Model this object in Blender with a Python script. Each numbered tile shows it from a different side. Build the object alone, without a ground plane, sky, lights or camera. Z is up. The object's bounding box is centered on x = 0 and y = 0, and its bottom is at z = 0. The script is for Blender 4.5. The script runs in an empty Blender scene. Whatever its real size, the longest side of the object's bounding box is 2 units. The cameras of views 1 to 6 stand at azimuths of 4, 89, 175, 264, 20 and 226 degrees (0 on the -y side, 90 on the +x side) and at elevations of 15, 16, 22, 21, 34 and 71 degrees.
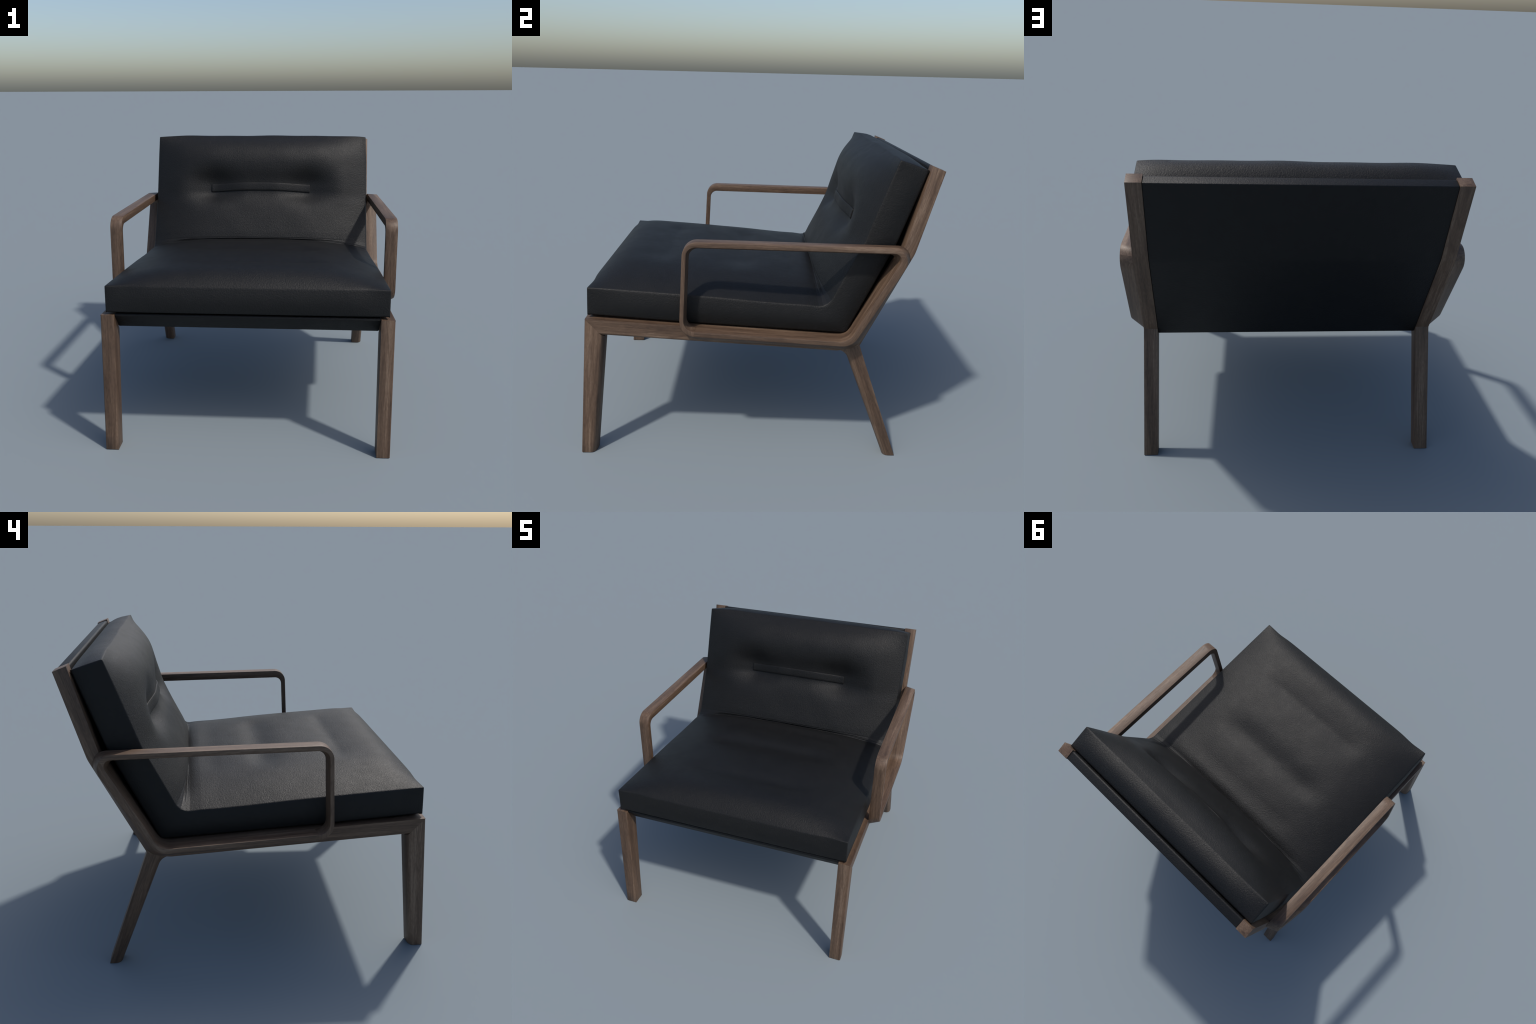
"""Low lounge armchair: walnut frame, black leather sling and one folded leather cushion."""
import math
import bpy
import bmesh
from mathutils import Vector

# ------------------------------------------------------------------ small 2D helpers (plane y, z)


def add(a, b, k=1.0):
    return (a[0] + b[0] * k, a[1] + b[1] * k)


def sub(a, b):
    return (a[0] - b[0], a[1] - b[1])


def unit(a):
    n = math.hypot(*a) or 1.0
    return (a[0] / n, a[1] / n)


def meet(p, dp, q, dq):
    """Crossing of line p + s dp with line q + t dq."""
    det = dp[0] * dq[1] - dp[1] * dq[0]
    w = sub(q, p)
    s = (w[0] * dq[1] - w[1] * dq[0]) / det
    return add(p, dp, s)


def fillet(prev, corner, nxt, r, n):
    """n+1 points of the rounding of a corner."""
    u, v = unit(sub(prev, corner)), unit(sub(nxt, corner))
    ang = math.acos(max(-1, min(1, u[0] * v[0] + u[1] * v[1])))
    if r <= 0 or abs(math.pi - ang) < 1e-3:
        return [corner] * (n + 1)
    tl = r / math.tan(ang / 2)
    bis = unit(add(u, v))
    c = add(corner, bis, r / math.sin(ang / 2))
    a, b = sub(add(corner, u, tl), c), sub(add(corner, v, tl), c)
    a0 = math.atan2(a[1], a[0])
    d = math.atan2(b[1], b[0]) - a0
    d = (d + math.pi) % (2 * math.pi) - math.pi
    return [add(c, (math.cos(a0 + d * i / n), math.sin(a0 + d * i / n)), r) for i in range(n + 1)]


def closed_path(corners, n_arc=10, n_line=8):
    """corners: (y, z, r). Closed outline with rounded corners, equal sampling per corner."""
    arcs = []
    m = len(corners)
    for i, (y, z, r) in enumerate(corners):
        arcs.append(fillet(corners[i - 1][:2], (y, z), corners[(i + 1) % m][:2], r, n_arc))
    out = []
    for i in range(m):
        out += arcs[i]
        a, b = arcs[i][-1], arcs[(i + 1) % m][0]
        for k in range(1, n_line):
            out.append((a[0] + (b[0] - a[0]) * k / n_line, a[1] + (b[1] - a[1]) * k / n_line))
    return out


def outline(corners, n_arc=10):
    """Closed outline; corners with r = 0 give one point."""
    out = []
    m = len(corners)
    for i, (y, z, r) in enumerate(corners):
        if r > 0:
            out += fillet(corners[i - 1][:2], (y, z), corners[(i + 1) % m][:2], r, n_arc)
        else:
            out.append((y, z))
    return out


def open_path(corners, n_arc=14):
    out = []
    for i, (y, z, r) in enumerate(corners):
        if 0 < i < len(corners) - 1 and r > 0:
            out += fillet(corners[i - 1][:2], (y, z), corners[i + 1][:2], r, n_arc)
        else:
            out.append((y, z))
    return out


class Curve:
    """Arc-length parametrised polyline."""

    def __init__(self, pts):
        self.p = pts
        self.l = [0.0]
        for a, b in zip(pts, pts[1:]):
            self.l.append(self.l[-1] + math.dist(a, b))
        self.length = self.l[-1]

    def at(self, f):
        d = max(0.0, min(1.0, f)) * self.length
        i = 0
        while i < len(self.p) - 2 and self.l[i + 1] < d:
            i += 1
        k = (d - self.l[i]) / max(1e-9, self.l[i + 1] - self.l[i])
        a, b = self.p[i], self.p[i + 1]
        return (a[0] + (b[0] - a[0]) * k, a[1] + (b[1] - a[1]) * k)


def smooth(a, b, x):
    x = max(0.0, min(1.0, (x - a) / (b - a)))
    return x * x * (3 - 2 * x)


# ------------------------------------------------------------------ materials


class Nodes:
    def __init__(self, name):
        self.mat = bpy.data.materials.new(name)
        self.mat.use_nodes = True
        self.t = self.mat.node_tree
        self.t.nodes.clear()
        self.out = self.t.nodes.new("ShaderNodeOutputMaterial")
        self.bsdf = self.t.nodes.new("ShaderNodeBsdfPrincipled")
        self.t.links.new(self.bsdf.outputs[0], self.out.inputs[0])

    def put(self, socket, v):
        if isinstance(v, bpy.types.NodeSocket):
            self.t.links.new(v, socket)
        elif v is not None:
            socket.default_value = v

    def math(self, op, a, b=None, c=None):
        n = self.t.nodes.new("ShaderNodeMath")
        n.operation = op
        for s, v in zip(n.inputs, (a, b, c)):
            self.put(s, v)
        return n.outputs[0]

    def xyz(self):
        tc = self.t.nodes.new("ShaderNodeTexCoord")
        s = self.t.nodes.new("ShaderNodeSeparateXYZ")
        self.t.links.new(tc.outputs["Object"], s.inputs[0])
        return s.outputs[0], s.outputs[1], s.outputs[2], tc.outputs["Object"]

    def vec(self, a, b, c):
        n = self.t.nodes.new("ShaderNodeCombineXYZ")
        for s, v in zip(n.inputs, (a, b, c)):
            self.put(s, v)
        return n.outputs[0]

    def scaled(self, v, k):
        n = self.t.nodes.new("ShaderNodeMapping")
        self.t.links.new(v, n.inputs["Vector"])
        n.inputs["Scale"].default_value = k
        return n.outputs[0]

    def noise(self, v, scale=1.0, detail=2.0, rough=0.5, dist=0.0):
        n = self.t.nodes.new("ShaderNodeTexNoise")
        self.t.links.new(v, n.inputs["Vector"])
        n.inputs["Scale"].default_value = scale
        n.inputs["Detail"].default_value = detail
        n.inputs["Roughness"].default_value = rough
        n.inputs["Distortion"].default_value = dist
        return n.outputs[0]

    def ramp(self, f, stops):
        n = self.t.nodes.new("ShaderNodeValToRGB")
        self.t.links.new(f, n.inputs[0])
        e = n.color_ramp.elements
        while len(e) < len(stops):
            e.new(0.5)
        for el, (p, c) in zip(e, stops):
            el.position = p
            el.color = (*c, 1) if len(c) == 3 else c
        return n.outputs[0]

    def mix(self, f, a, b, kind="MIX"):
        n = self.t.nodes.new("ShaderNodeMix")
        n.data_type = "RGBA"
        n.blend_type = kind
        self.put(n.inputs[0], f)
        self.put(n.inputs[6], a if isinstance(a, bpy.types.NodeSocket) else (*a, 1))
        self.put(n.inputs[7], b if isinstance(b, bpy.types.NodeSocket) else (*b, 1))
        return n.outputs[2]

    def bump(self, h, strength, dist, normal=None):
        n = self.t.nodes.new("ShaderNodeBump")
        n.inputs["Strength"].default_value = strength
        n.inputs["Distance"].default_value = dist
        self.t.links.new(h, n.inputs["Height"])
        if normal is not None:
            self.t.links.new(normal, n.inputs["Normal"])
        return n.outputs[0]


def walnut(name, coords):
    """coords(N) returns the across, through and along coordinates of the grain."""
    N = Nodes(name)
    a, b, c = coords(N)
    info = N.t.nodes.new("ShaderNodeObjectInfo")
    r = info.outputs["Random"]
    c = N.math("ADD", c, N.math("MULTIPLY", r, 13.0))
    a = N.math("ADD", a, N.math("MULTIPLY", r, 3.7))
    v = N.vec(a, b, c)
    broad = N.noise(N.scaled(v, (17, 17, 0.9)), 1, 3, 0.55, 0.5)
    streak = N.noise(N.scaled(v, (115, 115, 4.2)), 1, 4, 0.62, 0.3)
    fine = N.noise(N.scaled(v, (260, 260, 9)), 1, 3, 0.6)
    # growth lines: thin dark cathedral lines that drift slowly along the grain
    drift = N.noise(N.scaled(v, (9, 9, 0.75)), 1, 1, 0.5)
    rings = N.math("SINE", N.math("MULTIPLY", drift, 78.0))
    line = N.math("POWER", N.math("MULTIPLY_ADD", rings, 0.5, 0.5), 7.0)
    fleck = N.noise(N.scaled(v, (120, 120, 34)), 1, 3, 0.6)
    tone = N.math("ADD", N.math("MULTIPLY", broad, 0.66), N.math("MULTIPLY", streak, 0.34))
    tone = N.math("ADD", tone, N.math("MULTIPLY_ADD", fine, 0.26, -0.13))
    tone = N.math("ADD", tone, N.math("MULTIPLY_ADD", fleck, 0.24, -0.12))
    col = N.ramp(tone, [(0.33, WOOD[0]), (0.45, WOOD[1]), (0.56, WOOD[2]), (0.68, WOOD[3])])
    col = N.mix(N.math("MULTIPLY", line, 0.40), col, (0.050, 0.028, 0.018))
    pore = N.noise(N.scaled(v, (430, 430, 26)), 1, 2, 0.5)
    mask = N.ramp(pore, [(0.60, (0, 0, 0)), (0.72, (1, 1, 1))])
    col = N.mix(N.math("MULTIPLY", mask, 0.62), col, (0.045, 0.026, 0.018))
    N.put(N.bsdf.inputs["Base Color"], col)
    N.put(N.bsdf.inputs["Roughness"], N.math("MULTIPLY_ADD", streak, 0.2, 0.42))
    N.bsdf.inputs["Specular IOR Level"].default_value = 0.4
    h = N.math("SUBTRACT", N.math("MULTIPLY", fine, 0.6), mask)
    N.put(N.bsdf.inputs["Normal"], N.bump(h, 0.25, 0.002))
    return N.mat


WOOD = [(0.050, 0.0298, 0.0188), (0.090, 0.0552, 0.0350), (0.122, 0.0775, 0.0500), (0.186, 0.1275, 0.0875)]


def leather(name, grain=1.0, base=0.0055):
    N = Nodes(name)
    x, y, z, obj = N.xyz()
    warp = N.noise(obj, 9, 2, 0.5)
    # pebbled hide: worms of stretched noise, plus fine pores and slow unevenness
    creases = N.noise(obj, 88, 3, 0.55, 1.2)
    ridges = N.math("ABSOLUTE", N.math("MULTIPLY_ADD", creases, 2.0, -1.0))
    vor = N.t.nodes.new("ShaderNodeTexVoronoi")
    vor.feature = "SMOOTH_F1"
    vor.inputs["Scale"].default_value = 135
    N.t.links.new(obj, vor.inputs["Vector"])
    big = N.noise(obj, 16, 2, 0.5)
    h = N.math("ADD", N.math("MULTIPLY", ridges, 0.7), N.math("MULTIPLY", vor.outputs["Distance"], 0.6))
    h = N.math("ADD", h, N.math("MULTIPLY", big, 0.5))
    N.put(N.bsdf.inputs["Normal"], N.bump(h, 0.37 * grain, 0.0045))
    col = N.ramp(N.math("MULTIPLY_ADD", warp, 0.6, N.math("MULTIPLY", creases, 0.4)),
                 [(0.3, (base * 0.85, base * 0.86, base * 0.9)), (0.7, (base * 1.2, base * 1.2, base * 1.2))])
    N.put(N.bsdf.inputs["Base Color"], col)
    N.put(N.bsdf.inputs["Roughness"], N.math("MULTIPLY_ADD", big, 0.10, 0.50))
    N.bsdf.inputs["Specular IOR Level"].default_value = 0.29
    return N.mat


# ------------------------------------------------------------------ measurements of the frame

X_IN, X_OUT, X_ARM = 0.778, 0.858, 0.934          # inner face, outer face, outer face of the arm loop


RAIL_FALL = -0.0575                                # the rail drops towards the back


def rail_top(y):
    return 0.8455 + RAIL_FALL * (y + 0.94)


def rail_bottom(y):
    return 0.749 - 0.059 * (y + 0.824)


def post_front(z):
    return min(0.786 + 0.544 * (z - 1.234), 0.809 + 0.266 * (z - 1.276))


MITRE_OUT, MITRE_IN = (-0.9365, rail_top(-0.9365)), (-0.850, 0.7505)
KNEE = (0.6055, 0.711)                              # where the back post meets the rear leg
FRONT_CORNER = meet((0, rail_top(0)), (1, RAIL_FALL), (0.786, 1.234), (0.544, 1))
FRONT_BEND = (0.809, 1.276)
BACK_BEND = (0.8735, 1.2546)
TOP_FRONT, TOP_BACK = (0.9305, 1.7325), (0.998, 1.7065)
LEG_SEAM = (0.470, rail_bottom(0.470))

# ------------------------------------------------------------------ mesh building


def finish(bm, name, mat, parent, angle=35, mirror=False):
    if mirror:
        for v in bm.verts:
            v.co.x = -v.co.x
        bmesh.ops.reverse_faces(bm, faces=bm.faces)
    me = bpy.data.meshes.new(name)
    bm.to_mesh(me)
    me.materials.append(mat)
    me.shade_smooth()
    me.set_sharp_from_angle(angle=math.radians(angle))
    ob = bpy.data.objects.new(name, me)
    bpy.context.scene.collection.objects.link(ob)
    ob.parent = parent
    return ob


def prism(pts, x0, x1):
    """Outline in (y, z) extruded from x0 to x1."""
    bm = bmesh.new()
    A = [bm.verts.new((x0, y, z)) for y, z in pts]
    B = [bm.verts.new((x1, y, z)) for y, z in pts]
    n = len(pts)
    bm.faces.new(A)
    bm.faces.new(B)
    for i in range(n):
        j = (i + 1) % n
        bm.faces.new((A[i], A[j], B[j], B[i]))
    bmesh.ops.recalc_face_normals(bm, faces=bm.faces)
    return bm


def sharp_edges(bm, test=lambda m: True, angle=40):
    return [e for e in bm.edges if len(e.link_faces) == 2 and e.calc_face_angle(0) > math.radians(angle)
            and test((e.verts[0].co + e.verts[1].co) / 2)]


def bevel(bm, edges, width, seg=2, profile=0.5, clamp=True):
    bmesh.ops.bevel(bm, geom=edges, offset=width, segments=seg, profile=profile, affect="EDGES", clamp_overlap=clamp)


def front_leg(parent, mat, mirror):
    """Tapered leg, round on its back outer side, mitred to the rail."""
    mitre_d = sub(MITRE_IN, MITRE_OUT)

    def column(x, y0, slope):
        p = meet((y0, 0.0), (slope, 1.0), MITRE_OUT, mitre_d)
        return (x, y0, 0.0), (x, p[0], p[1])

    cols = [column(X_IN, -1.0, 0.075), column(X_OUT - 0.005, -1.0, 0.075), column(X_OUT, -0.996, 0.078)]
    n = 8
    for i in range(n + 1):                          # rounded back outer corner
        a = math.pi / 2 * i / n
        x = X_OUT - 0.046 * (1 - math.cos(a))
        y_bot = -0.947 + 0.032 * math.sin(a)
        y_top = -0.853 + 0.020 * math.sin(a)
        cols.append(column(x, y_bot, (y_top - y_bot) / 0.757))
    cols.append(column(X_IN, -0.913, (-0.831 + 0.913) / 0.745))
    bm = bmesh.new()
    steps = 10
    rings = []
    for k in range(steps + 1):
        f = k / steps
        rings.append([bm.verts.new(Vector(a).lerp(Vector(b), f)) for a, b in cols])
    m = len(cols)
    for r0, r1 in zip(rings, rings[1:]):
        for i in range(m):
            j = (i + 1) % m
            bm.faces.new((r0[i], r0[j], r1[j], r1[i]))
    bm.faces.new(rings[0])
    bm.faces.new(rings[-1])
    bmesh.ops.recalc_face_normals(bm, faces=bm.faces)
    upright = [e for e in sharp_edges(bm, lambda c: True, 40) if abs(e.verts[0].co.z - e.verts[1].co.z) > 0.03
               or max(v.co.z for v in e.verts) < 0.01]
    bevel(bm, upright, 0.003, 2)
    return finish(bm, "front_leg", mat, parent, 40, mirror)


def rear_leg(parent, mat, mirror):
    """Raked leg growing out of the underside of the rail with a fillet."""
    foot_b, foot_f = (0.857, 0.0), (0.787, 0.0)
    front_dir = (-0.236, 0.609)
    corner = meet(foot_f, front_dir, LEG_SEAM, (1, -0.059))
    pts = outline([(*KNEE, 0), (*foot_b, 0), (*foot_f, 0), (*corner, 0.075), (*LEG_SEAM, 0)], 10)
    bm = prism(pts, X_IN, X_OUT)
    # round over the front outer edge
    front = [e for e in bm.edges if e.verts[0].co.x > X_OUT - 1e-4 and e.verts[1].co.x > X_OUT - 1e-4
             and max(v.co.y - (foot_f[0] + front_dir[0] / front_dir[1] * v.co.z) for v in e.verts) < 0.012
             and max(v.co.z for v in e.verts) < 0.68 and not all(v.co.z < 1e-4 for v in e.verts)]
    bevel(bm, front, 0.033, 7, clamp=False)
    bevel(bm, sharp_edges(bm, lambda c: c.z < 0.64, 50), 0.004, 2)
    return finish(bm, "rear_leg", mat, parent, 40, mirror)


def arm_loop():
    """The closed band that is armrest above and a lip on the rail and post below."""
    slope_f = (0.047, 1.0)                          # lean of the front upright
    post_i, post_o = (-0.3805, 0.878), (-0.4035, 0.854)
    top_i, top_o = (-0.1, 1.2870), (-0.1, 1.3145)
    top_d = (1, -0.0145)
    rear_i, rear_o = (0.786, 1.234), (0.644, 0.898)
    low_i, low_o, low_f = (0, rail_top(0)), (-0.318, 0.781), (0, rail_bottom(0))
    back_d = sub(BACK_BEND, KNEE)

    def ring(post, top, rear, rear_d, low, low_d, radii):
        c = [meet(post, slope_f, low, low_d), meet(post, slope_f, top, top_d),
             meet(top, top_d, rear, rear_d), meet(rear, rear_d, low, low_d)]
        return closed_path([(*p, r) for p, r in zip(c, radii)], 10, 10)

    inner = ring(post_i, top_i, rear_i, (0.544, 1), low_i, (1, RAIL_FALL), (0.062, 0.052, 0.036, 0.085))
    inside = ring((-0.3700, 0.878), (-0.1, 1.2625), rear_i, (0.544, 1), low_i, (1, RAIL_FALL), (0.062, 0.048, 0.036, 0.085))
    outer = ring(post_o, top_o, rear_o, (0.572, 1), low_o, (1, -0.0545), (0.085, 0.080, 0.078, 0.100))
    foot = ring(post_o, top_o, add(KNEE, (-0.0015, 0)), back_d, add(low_f, (0, 0.016)), (1, -0.059), (0.105, 0.080, 0.075, 0.120))
    return inside, inner, outer, foot


def side_frame(parent, mat_frame, mat_arm, mirror):
    rail = outline([(*MITRE_OUT, 0), (*FRONT_CORNER, 0.085), (*FRONT_BEND, 0.10), (*TOP_FRONT, 0), (*TOP_BACK, 0),
                    (*BACK_BEND, 0.22), (*KNEE, 0), (*LEG_SEAM, 0), (*MITRE_IN, 0)], 12)
    bm = prism(rail, X_IN, X_OUT)

    def soft(c):
        on_lip = c.x > X_OUT - 0.01 and -0.34 < c.y and c.z < 1.26
        seam = (c.y < -0.80 and abs(c.x - (X_IN + X_OUT) / 2) < 0.03) or (0.45 < c.y < 0.62 and c.z < 0.72)
        at_mitre = c.y < -0.83 and abs((c.y - MITRE_OUT[0]) * (MITRE_IN[1] - MITRE_OUT[1]) - (c.z - MITRE_OUT[1]) * (MITRE_IN[0] - MITRE_OUT[0])) < 2e-4
        return not (on_lip or seam or at_mitre)

    low = [e for e in sharp_edges(bm) if all(abs(v.co.z - rail_bottom(v.co.y)) < 0.002 for v in e.verts) and e.verts[0].co.x > X_OUT - 0.001 and e.verts[1].co.x > X_OUT - 0.001
           and max(v.co.z for v in e.verts) < 0.77]
    bevel(bm, low, 0.016, 3)
    bevel(bm, sharp_edges(bm, soft, 45), 0.0035, 2)

    inside, inner, outer, foot = arm_loop()
    lb = bmesh.new()
    n = len(inner)
    cols = []
    for i in range(n):
        cols.append((lb.verts.new((X_OUT, *inside[i])), lb.verts.new((X_ARM, *inner[i])),
                     lb.verts.new((X_ARM, *outer[i])), lb.verts.new((X_OUT, *foot[i]))))
    for i in range(n):
        a, b = cols[i], cols[(i + 1) % n]
        for k in range(4):
            m = (k + 1) % 4
            lb.faces.new((a[k], b[k], b[m], a[m]))
    bmesh.ops.recalc_face_normals(lb, faces=lb.faces)

    def rim(c):
        return c.x > X_ARM - 0.002 or (c.x < X_OUT + 0.002 and (c.z > 1.235 or (c.y < -0.335 and c.z > 0.83)))

    along = [e for e in lb.edges if abs(e.verts[0].co.x - e.verts[1].co.x) < 1e-4 and rim((e.verts[0].co + e.verts[1].co) / 2)
             and e.calc_face_angle(0) > 0.5]
    bevel(lb, along, 0.0025, 2)

    def is_lip(f):
        c = f.calc_center_median()
        return (c.y > 0.5 and c.z < 1.262 and c.y > 0.772 + 0.5 * (c.z - 1.262)) or (c.y > -0.318 and c.z < 0.9)

    lip = [f for f in lb.faces if is_lip(f)]
    # the lip goes to the rail piece, the rest is the armrest
    arm = lb.copy()
    bmesh.ops.delete(arm, geom=[f for f in arm.faces if is_lip(f)], context="FACES")
    bmesh.ops.delete(lb, geom=[f for f in lb.faces if not is_lip(f) or (f.calc_center_median().x < X_OUT + 1e-4)], context="FACES")
    tmp = bpy.data.meshes.new("lip")
    lb.to_mesh(tmp)
    bm.from_mesh(tmp)
    bpy.data.meshes.remove(tmp)
    finish(bm, "side_rail", mat_frame, parent, 35, mirror)
    finish(arm, "armrest", mat_arm, parent, 35, mirror)


# ------------------------------------------------------------------ sling of leather inside the frame


def sling(parent, mat):
    e = 0.003
    d = unit(sub(MITRE_IN, MITRE_OUT))
    heel = meet(KNEE, sub(BACK_BEND, KNEE), LEG_SEAM, (1, -0.059))
    pts = outline([(MITRE_OUT[0] + 0.004, MITRE_OUT[1] + 0.006, 0.012), (FRONT_CORNER[0] + e, FRONT_CORNER[1] - e, 0.085),
                   (FRONT_BEND[0] + e, FRONT_BEND[1], 0.10), (TOP_FRONT[0] + 0.001, TOP_FRONT[1] - 0.006, 0.012),
                   (TOP_BACK[0] - e, TOP_BACK[1] - 0.003, 0.006), (BACK_BEND[0] - e, BACK_BEND[1], 0.22),
                   (heel[0] - e, heel[1] + e, 0.006), (MITRE_IN[0] + 0.006, MITRE_IN[1] - 0.006, 0.006)], 8)
    bm = prism(pts, -X_IN + 0.0006, X_IN - 0.0006)
    bevel(bm, [x for x in sharp_edges(bm, angle=70) if abs(x.verts[0].co.x - x.verts[1].co.x) < 1e-5], 0.003, 2)
    return finish(bm, "leather_sling", mat, parent, 50)


# ------------------------------------------------------------------ folded cushion

HALF = 0.827
seat_top = Curve([(-0.923, 1.021), (-0.664, 1.004), (-0.41, 0.988), (-0.17, 0.971), (0.04, 0.953), (0.20, 0.942), (0.30, 0.938), (0.366, 0.9315), (0.392, 0.934)])
back_front = Curve([(0.392, 0.934), (0.416, 0.946), (0.437, 0.968), (0.453, 0.999)] + open_path([(0.466, 1.028), (0.600, 1.302, 0.5), (0.762, 1.758)][:1] and [(0.466, 1.028, 0), (0.600, 1.302, 0.5), (0.762, 1.758, 0)]))
seat_low = Curve(open_path([(-0.929, 0.861, 0), (-0.41, 0.825, 1.0), (0.490, 0.7745, 0)]))
back_rear = Curve(open_path([(0.490, 0.7745, 0), (0.528, 0.773, 0.034), (0.776, 1.297, 0.45), (0.920, 1.706, 0)]))


def lengthwise(s):
    """s in 0..1 is the seat from the front edge to the fold, 1..2 the back from the fold to its top."""
    return (seat_low.at(s), seat_top.at(s)) if s <= 1 else (back_rear.at(s - 1), back_front.at(s - 1))


def upper_normal(s):
    h = 0.05
    a, b = lengthwise(max(0.0, s - h))[1], lengthwise(min(2.0, s + h))[1]
    t = unit(sub(b, a))
    return (-t[1], t[0])


def plump(s, t):
    """How far the leather stands up from the plane between the seams."""
    y, z = lengthwise(s)[1]
    x = t * HALF
    u = abs(t)
    across = 1 - u ** 3.4
    if s <= 1:
        dist = s * seat_top.length
        edge = 1 - (1 - min(1.0, dist / 0.24)) ** 3
        h = 0.098 - 0.012 * smooth(-0.1, 0.38, y)
    else:
        dist = (2 - s) * back_front.length
        edge = 1 - (1 - min(1.0, dist / 0.25)) ** 2.6
        h = 0.086 + 0.030 * smooth(1.15, 1.5, z)
    d = h * edge * across
    # pulled-in quilting: two troughs in the seat
    if s <= 1:
        w = 1 - smooth(0.30, 0.53, abs(x))
        dy = y + 0.545
        k = math.sqrt(dy * dy + 0.020 ** 2)
        d -= 0.024 * w * math.exp(-k / (0.085 if dy < 0 else 0.060))
        w2 = 1 - smooth(0.30, 0.56, abs(x))
        dy = y + 0.085
        d -= 0.023 * w2 * math.exp(-(dy / (0.105 if dy < 0 else 0.080)) ** 2)
        dy = y - 0.235
        d -= 0.004 * w2 * math.exp(-(dy / 0.06) ** 2)
    else:
        # and one in the back behind the strap, deepest past its ends
        dz = z - 1.358
        fall = math.exp(-(max(0.0, abs(dz) - 0.024) / (0.105 if dz > 0 else 0.090)) ** 2)
        w = 1 - smooth(0.33, 0.66, abs(x))
        ends = smooth(0.10, 0.42, abs(x))
        d -= (0.035 + 0.043 * ends) * w * fall * across ** 0.3
    # groove of the fold between seat and back, with the rolled lip beside it
    g = (s - 1) * (seat_top.length if s <= 1 else back_front.length)
    wob = 0.004 * math.sin(7.0 * t + 0.6) + 0.0025 * math.sin(17.0 * t)
    fade = 1 - smooth(0.74, 0.95, u)
    d -= (0.018 + 0.3 * wob) * across * fade * math.exp(-(abs(g + 0.004) / 0.040) ** 1.3)
    lip = g - 0.011 - wob
    d += (0.009 + 0.5 * wob) * fade * math.exp(-(lip / 0.0105) ** 2)
    # soft unevenness
    d += across * edge_soft(s) * (0.0010 * math.sin(9 * x + 4 * s) * math.sin(11 * s + 2 * x) + 0.0008 * math.sin(23 * x - 3 * s) * math.sin(19 * s + 1.0))
    return d


def edge_soft(s):
    return min(1.0, s / 0.15, (2 - s) / 0.15)


def cushion_point(s, w, t):
    lo, up = lengthwise(s)
    y, z = lo[0] + (up[0] - lo[0]) * w, lo[1] + (up[1] - lo[1]) * w
    x = t * HALF
    u = abs(t)
    if w >= 1:
        n = upper_normal(s)
        d = plump(s, t)
        y, z = y + n[0] * d, z + n[1] * d
    mid = math.sin(math.pi * w)
    if u >= 1:
        x += math.copysign(0.011 * mid * min(1, s * 6, (2 - s) * 6), t)
    if w <= 0 and s < 1.3:
        sag = 0.006 * (1 - u ** 4) * min(1.0, s * 8) * min(1.0, (1.3 - s) * 4)
        z -= sag
    if s <= 0:
        y -= 0.013 * mid * (1 - u ** 6)
        y += 0.008 * math.exp(-((u - 0.85) / 0.10) ** 2) * w
    if s >= 2:
        n = unit(sub(up, lo))
        n = (n[1], -n[0]) if n[1] < 0 else (-n[1], n[0])
        k = 0.022 * mid * (1 - u ** 8) + w * (1 - u ** 8) * (0.008 + 0.002 * math.sin(7 * t + 0.5) + 0.0012 * math.sin(15 * t))
        dirn = (0.33, 0.94)
        y, z = y + dirn[0] * k, z + dirn[1] * k
    return (x, y, z)


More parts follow.
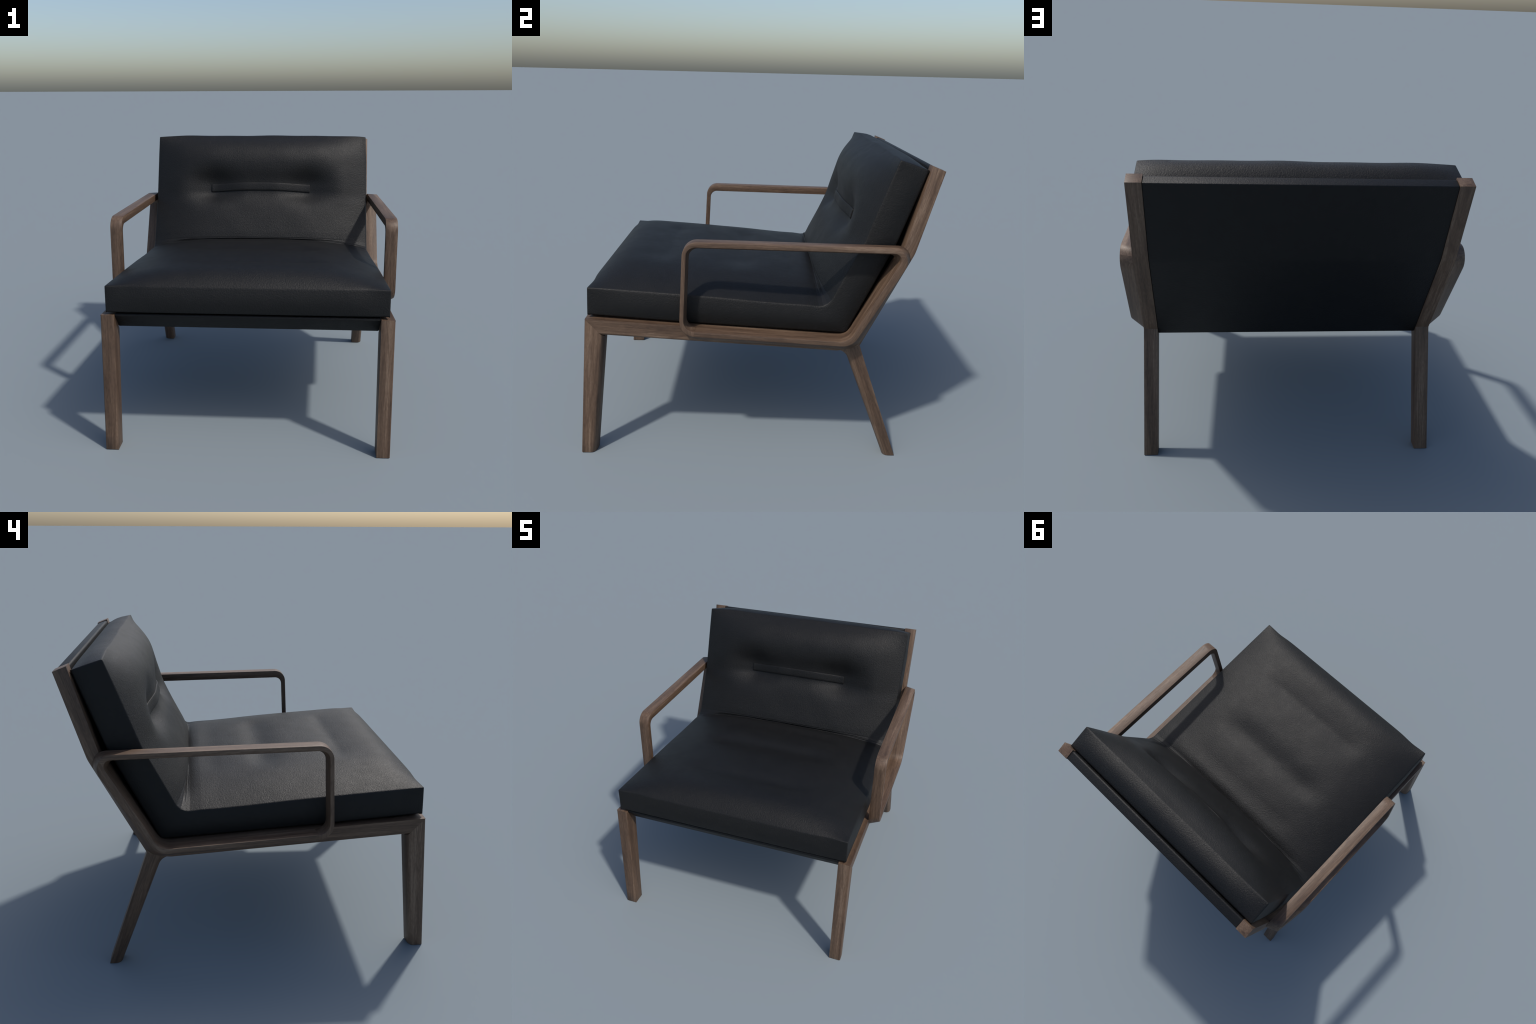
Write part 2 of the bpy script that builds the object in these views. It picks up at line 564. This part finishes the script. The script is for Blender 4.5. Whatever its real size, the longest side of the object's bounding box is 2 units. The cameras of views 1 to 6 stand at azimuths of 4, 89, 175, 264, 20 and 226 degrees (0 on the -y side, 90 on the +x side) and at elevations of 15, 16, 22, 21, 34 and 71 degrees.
def cushion(parent, mat):
    def spread(n, lo, hi, pull):
        """Samples from 0 to 1, denser at the low and / or high end."""
        out = []
        for i in range(n + 1):
            f = i / n
            g = f
            if lo and hi:
                g = f - pull * math.sin(2 * math.pi * f) / (2 * math.pi)
            elif hi:
                g = f + pull * math.sin(math.pi * f) / math.pi
            elif lo:
                g = f - pull * math.sin(math.pi * f) / math.pi
            out.append(g)
        return out

    S = spread(110, False, True, 0.93)[:-1] + [1 + v for v in spread(95, True, False, 0.93)]
    W = [0, 0.08, 0.2, 0.35, 0.5, 0.65, 0.8, 0.92, 1.0]
    T = [2 * v - 1 for v in spread(110, True, True, 0.35)]
    nS, nW, nT = len(S) - 1, len(W) - 1, len(T) - 1
    bm = bmesh.new()
    grid = {}

    def vert(i, j, k):
        key = (i, j, k)
        if key not in grid:
            grid[key] = bm.verts.new(cushion_point(S[i], W[j], T[k]))
        return grid[key]

    for i in range(nS):
        for k in range(nT):
            for j in (0, nW):
                bm.faces.new((vert(i, j, k), vert(i + 1, j, k), vert(i + 1, j, k + 1), vert(i, j, k + 1)))
        for j in range(nW):
            for k in (0, nT):
                bm.faces.new((vert(i, j, k), vert(i + 1, j, k), vert(i + 1, j + 1, k), vert(i, j + 1, k)))
    for j in range(nW):
        for k in range(nT):
            for i in (0, nS):
                bm.faces.new((vert(i, j, k), vert(i, j + 1, k), vert(i, j + 1, k + 1), vert(i, j, k + 1)))
    bmesh.ops.recalc_face_normals(bm, faces=bm.faces)
    seam, lower = [], []

    def edge(a, b):
        return bm.edges.get((vert(*a), vert(*b)))

    for i in range(nS):
        for k in (0, nT):
            seam.append(edge((i, nW, k), (i + 1, nW, k)))
            lower.append(edge((i, 0, k), (i + 1, 0, k)))
    for k in range(nT):
        for i in (0, nS):
            seam.append(edge((i, nW, k), (i, nW, k + 1)))
            lower.append(edge((i, 0, k), (i, 0, k + 1)))
    for j in range(nW):
        for i in (0, nS):
            for k in (0, nT):
                seam.append(edge((i, j, k), (i, j + 1, k)))
    bevel(bm, seam, 0.005, 2)
    bevel(bm, [e for e in lower if e.is_valid], 0.014, 4)
    # split at the fold into seat and back; both keep the normals of the whole cushion
    me = bpy.data.meshes.new("whole_cushion")
    bm.to_mesh(me)
    me.shade_smooth()
    normals = [tuple(v.normal) for v in me.vertices]
    lo, up = lengthwise(1.0)
    d = sub(up, lo)
    parts = {"seat_cushion": [], "back_cushion": []}
    for p in me.polygons:
        c = sub((p.center[1], p.center[2]), lo)
        behind = d[1] * c[0] - d[0] * c[1] > 0
        parts["back_cushion" if behind else "seat_cushion"].append(p)
    made = []
    for name, polys in parts.items():
        index, verts, faces, nor = {}, [], [], []
        for p in polys:
            f = []
            for vi in p.vertices:
                if vi not in index:
                    index[vi] = len(verts)
                    verts.append(tuple(me.vertices[vi].co))
                    nor.append(normals[vi])
                f.append(index[vi])
            faces.append(f)
        m = bpy.data.meshes.new(name)
        m.from_pydata(verts, [], faces)
        m.materials.append(mat)
        m.shade_smooth()
        m.normals_split_custom_set_from_vertices(nor)
        ob = bpy.data.objects.new(name, m)
        bpy.context.scene.collection.objects.link(ob)
        ob.parent = parent
        made.append(ob)
    bpy.data.meshes.remove(me)
    bm.free()
    return made


def s_of_height(z):
    lo, hi = 1.0, 2.0
    for _ in range(40):
        m = (lo + hi) / 2
        if lengthwise(m)[1][1] < z:
            lo = m
        else:
            hi = m
    return lo


def strap(parent, mat):
    """Flat leather strap sewn across the dent of the back cushion."""
    n, m = 60, 6
    half = 0.388
    bm = bmesh.new()
    s0, s1 = s_of_height(1.329), s_of_height(1.387)

    def surface(s, t):
        return Vector(cushion_point(s, 1, t))

    top, low = [], []
    for i in range(n + 1):
        x = half * (2 * i / n - 1)
        t = x / HALF
        rt, rl = [], []
        for j in range(m + 1):
            s = s0 + (s1 - s0) * j / m + 0.009 * (1 - (x / half) ** 2)
            p = surface(s, t)
            nn = (surface(s, t + 0.01) - surface(s, t - 0.01)).cross(surface(s + 0.01, t) - surface(s - 0.01, t)).normalized()
            if nn.y > 0:
                nn = -nn
            e = abs(2 * j / m - 1)
            rt.append(bm.verts.new(p + nn * (0.0085 - 0.002 * e ** 4)))
            rl.append(bm.verts.new(p - nn * 0.004))
        top.append(rt)
        low.append(rl)
    for i in range(n):
        for j in range(m):
            bm.faces.new((top[i][j], top[i + 1][j], top[i + 1][j + 1], top[i][j + 1]))
            bm.faces.new((low[i][j], low[i][j + 1], low[i + 1][j + 1], low[i + 1][j]))
        for j in (0, m):
            bm.faces.new((top[i][j], low[i][j], low[i + 1][j], top[i + 1][j]))
    for j in range(m):
        for i in (0, n):
            bm.faces.new((top[i][j], top[i][j + 1], low[i][j + 1], low[i][j]))
    bmesh.ops.recalc_face_normals(bm, faces=bm.faces)
    bevel(bm, sharp_edges(bm, angle=50), 0.0025, 2)
    return finish(bm, "leather_strap", mat, parent, 50)


# ------------------------------------------------------------------ build


def empty(name, parent=None):
    ob = bpy.data.objects.new(name, None)
    bpy.context.scene.collection.objects.link(ob)
    ob.parent = parent
    return ob


def leg_grain(N, rake):
    x, y, z, _ = N.xyz()
    return x, N.math("ADD", y, N.math("MULTIPLY", z, rake)), z


def frame_grain(N):
    """Depth below the upper edge of rail and post: the grain follows the bend."""
    x, y, z, _ = N.xyz()
    d1 = N.math("SUBTRACT", z, N.math("MULTIPLY_ADD", y, RAIL_FALL, rail_top(0)))
    low = N.math("MULTIPLY_ADD", z, 0.544, 0.786 - 0.544 * 1.234)
    high = N.math("MULTIPLY_ADD", z, 0.266, 0.809 - 0.266 * 1.276)
    front = N.math("SMOOTH_MIN", low, high, 0.08)
    d2 = N.math("MULTIPLY", N.math("SUBTRACT", front, y), 0.9)
    depth = N.math("SMOOTH_MIN", d1, d2, 0.06)
    return x, depth, N.math("ADD", N.math("MULTIPLY", y, 0.9), N.math("MULTIPLY", z, 0.8))


def arm_grain(N):
    x, y, z, _ = N.xyz()
    depth = N.math("SMOOTH_MAX", N.math("SUBTRACT", z, 1.30), N.math("MULTIPLY_ADD", y, -1.0, -0.39), 0.06)
    return x, depth, N.math("ADD", y, N.math("ABSOLUTE", N.math("SUBTRACT", z, 0.95)))


def build():
    chair = empty("armchair")
    chair["label"] = "low lounge armchair with walnut frame and black leather cushion"
    chair["category"] = "armchair"
    wood_leg = walnut("walnut_front_leg", lambda N: leg_grain(N, -0.08))
    wood_rear = walnut("walnut_rear_leg", lambda N: leg_grain(N, 0.36))
    wood_frame = walnut("walnut_frame", frame_grain)
    wood_arm = walnut("walnut_armrest", arm_grain)
    hide = leather("black_leather")
    plain = leather("black_leather_smooth", 0.85, 0.0045)
    for mirror in (False, True):
        side_frame(chair, wood_frame, wood_arm, mirror)
        front_leg(chair, wood_leg, mirror)
        rear_leg(chair, wood_rear, mirror)
    sling(chair, plain)
    cushion(chair, hide)
    strap(chair, hide)


build()
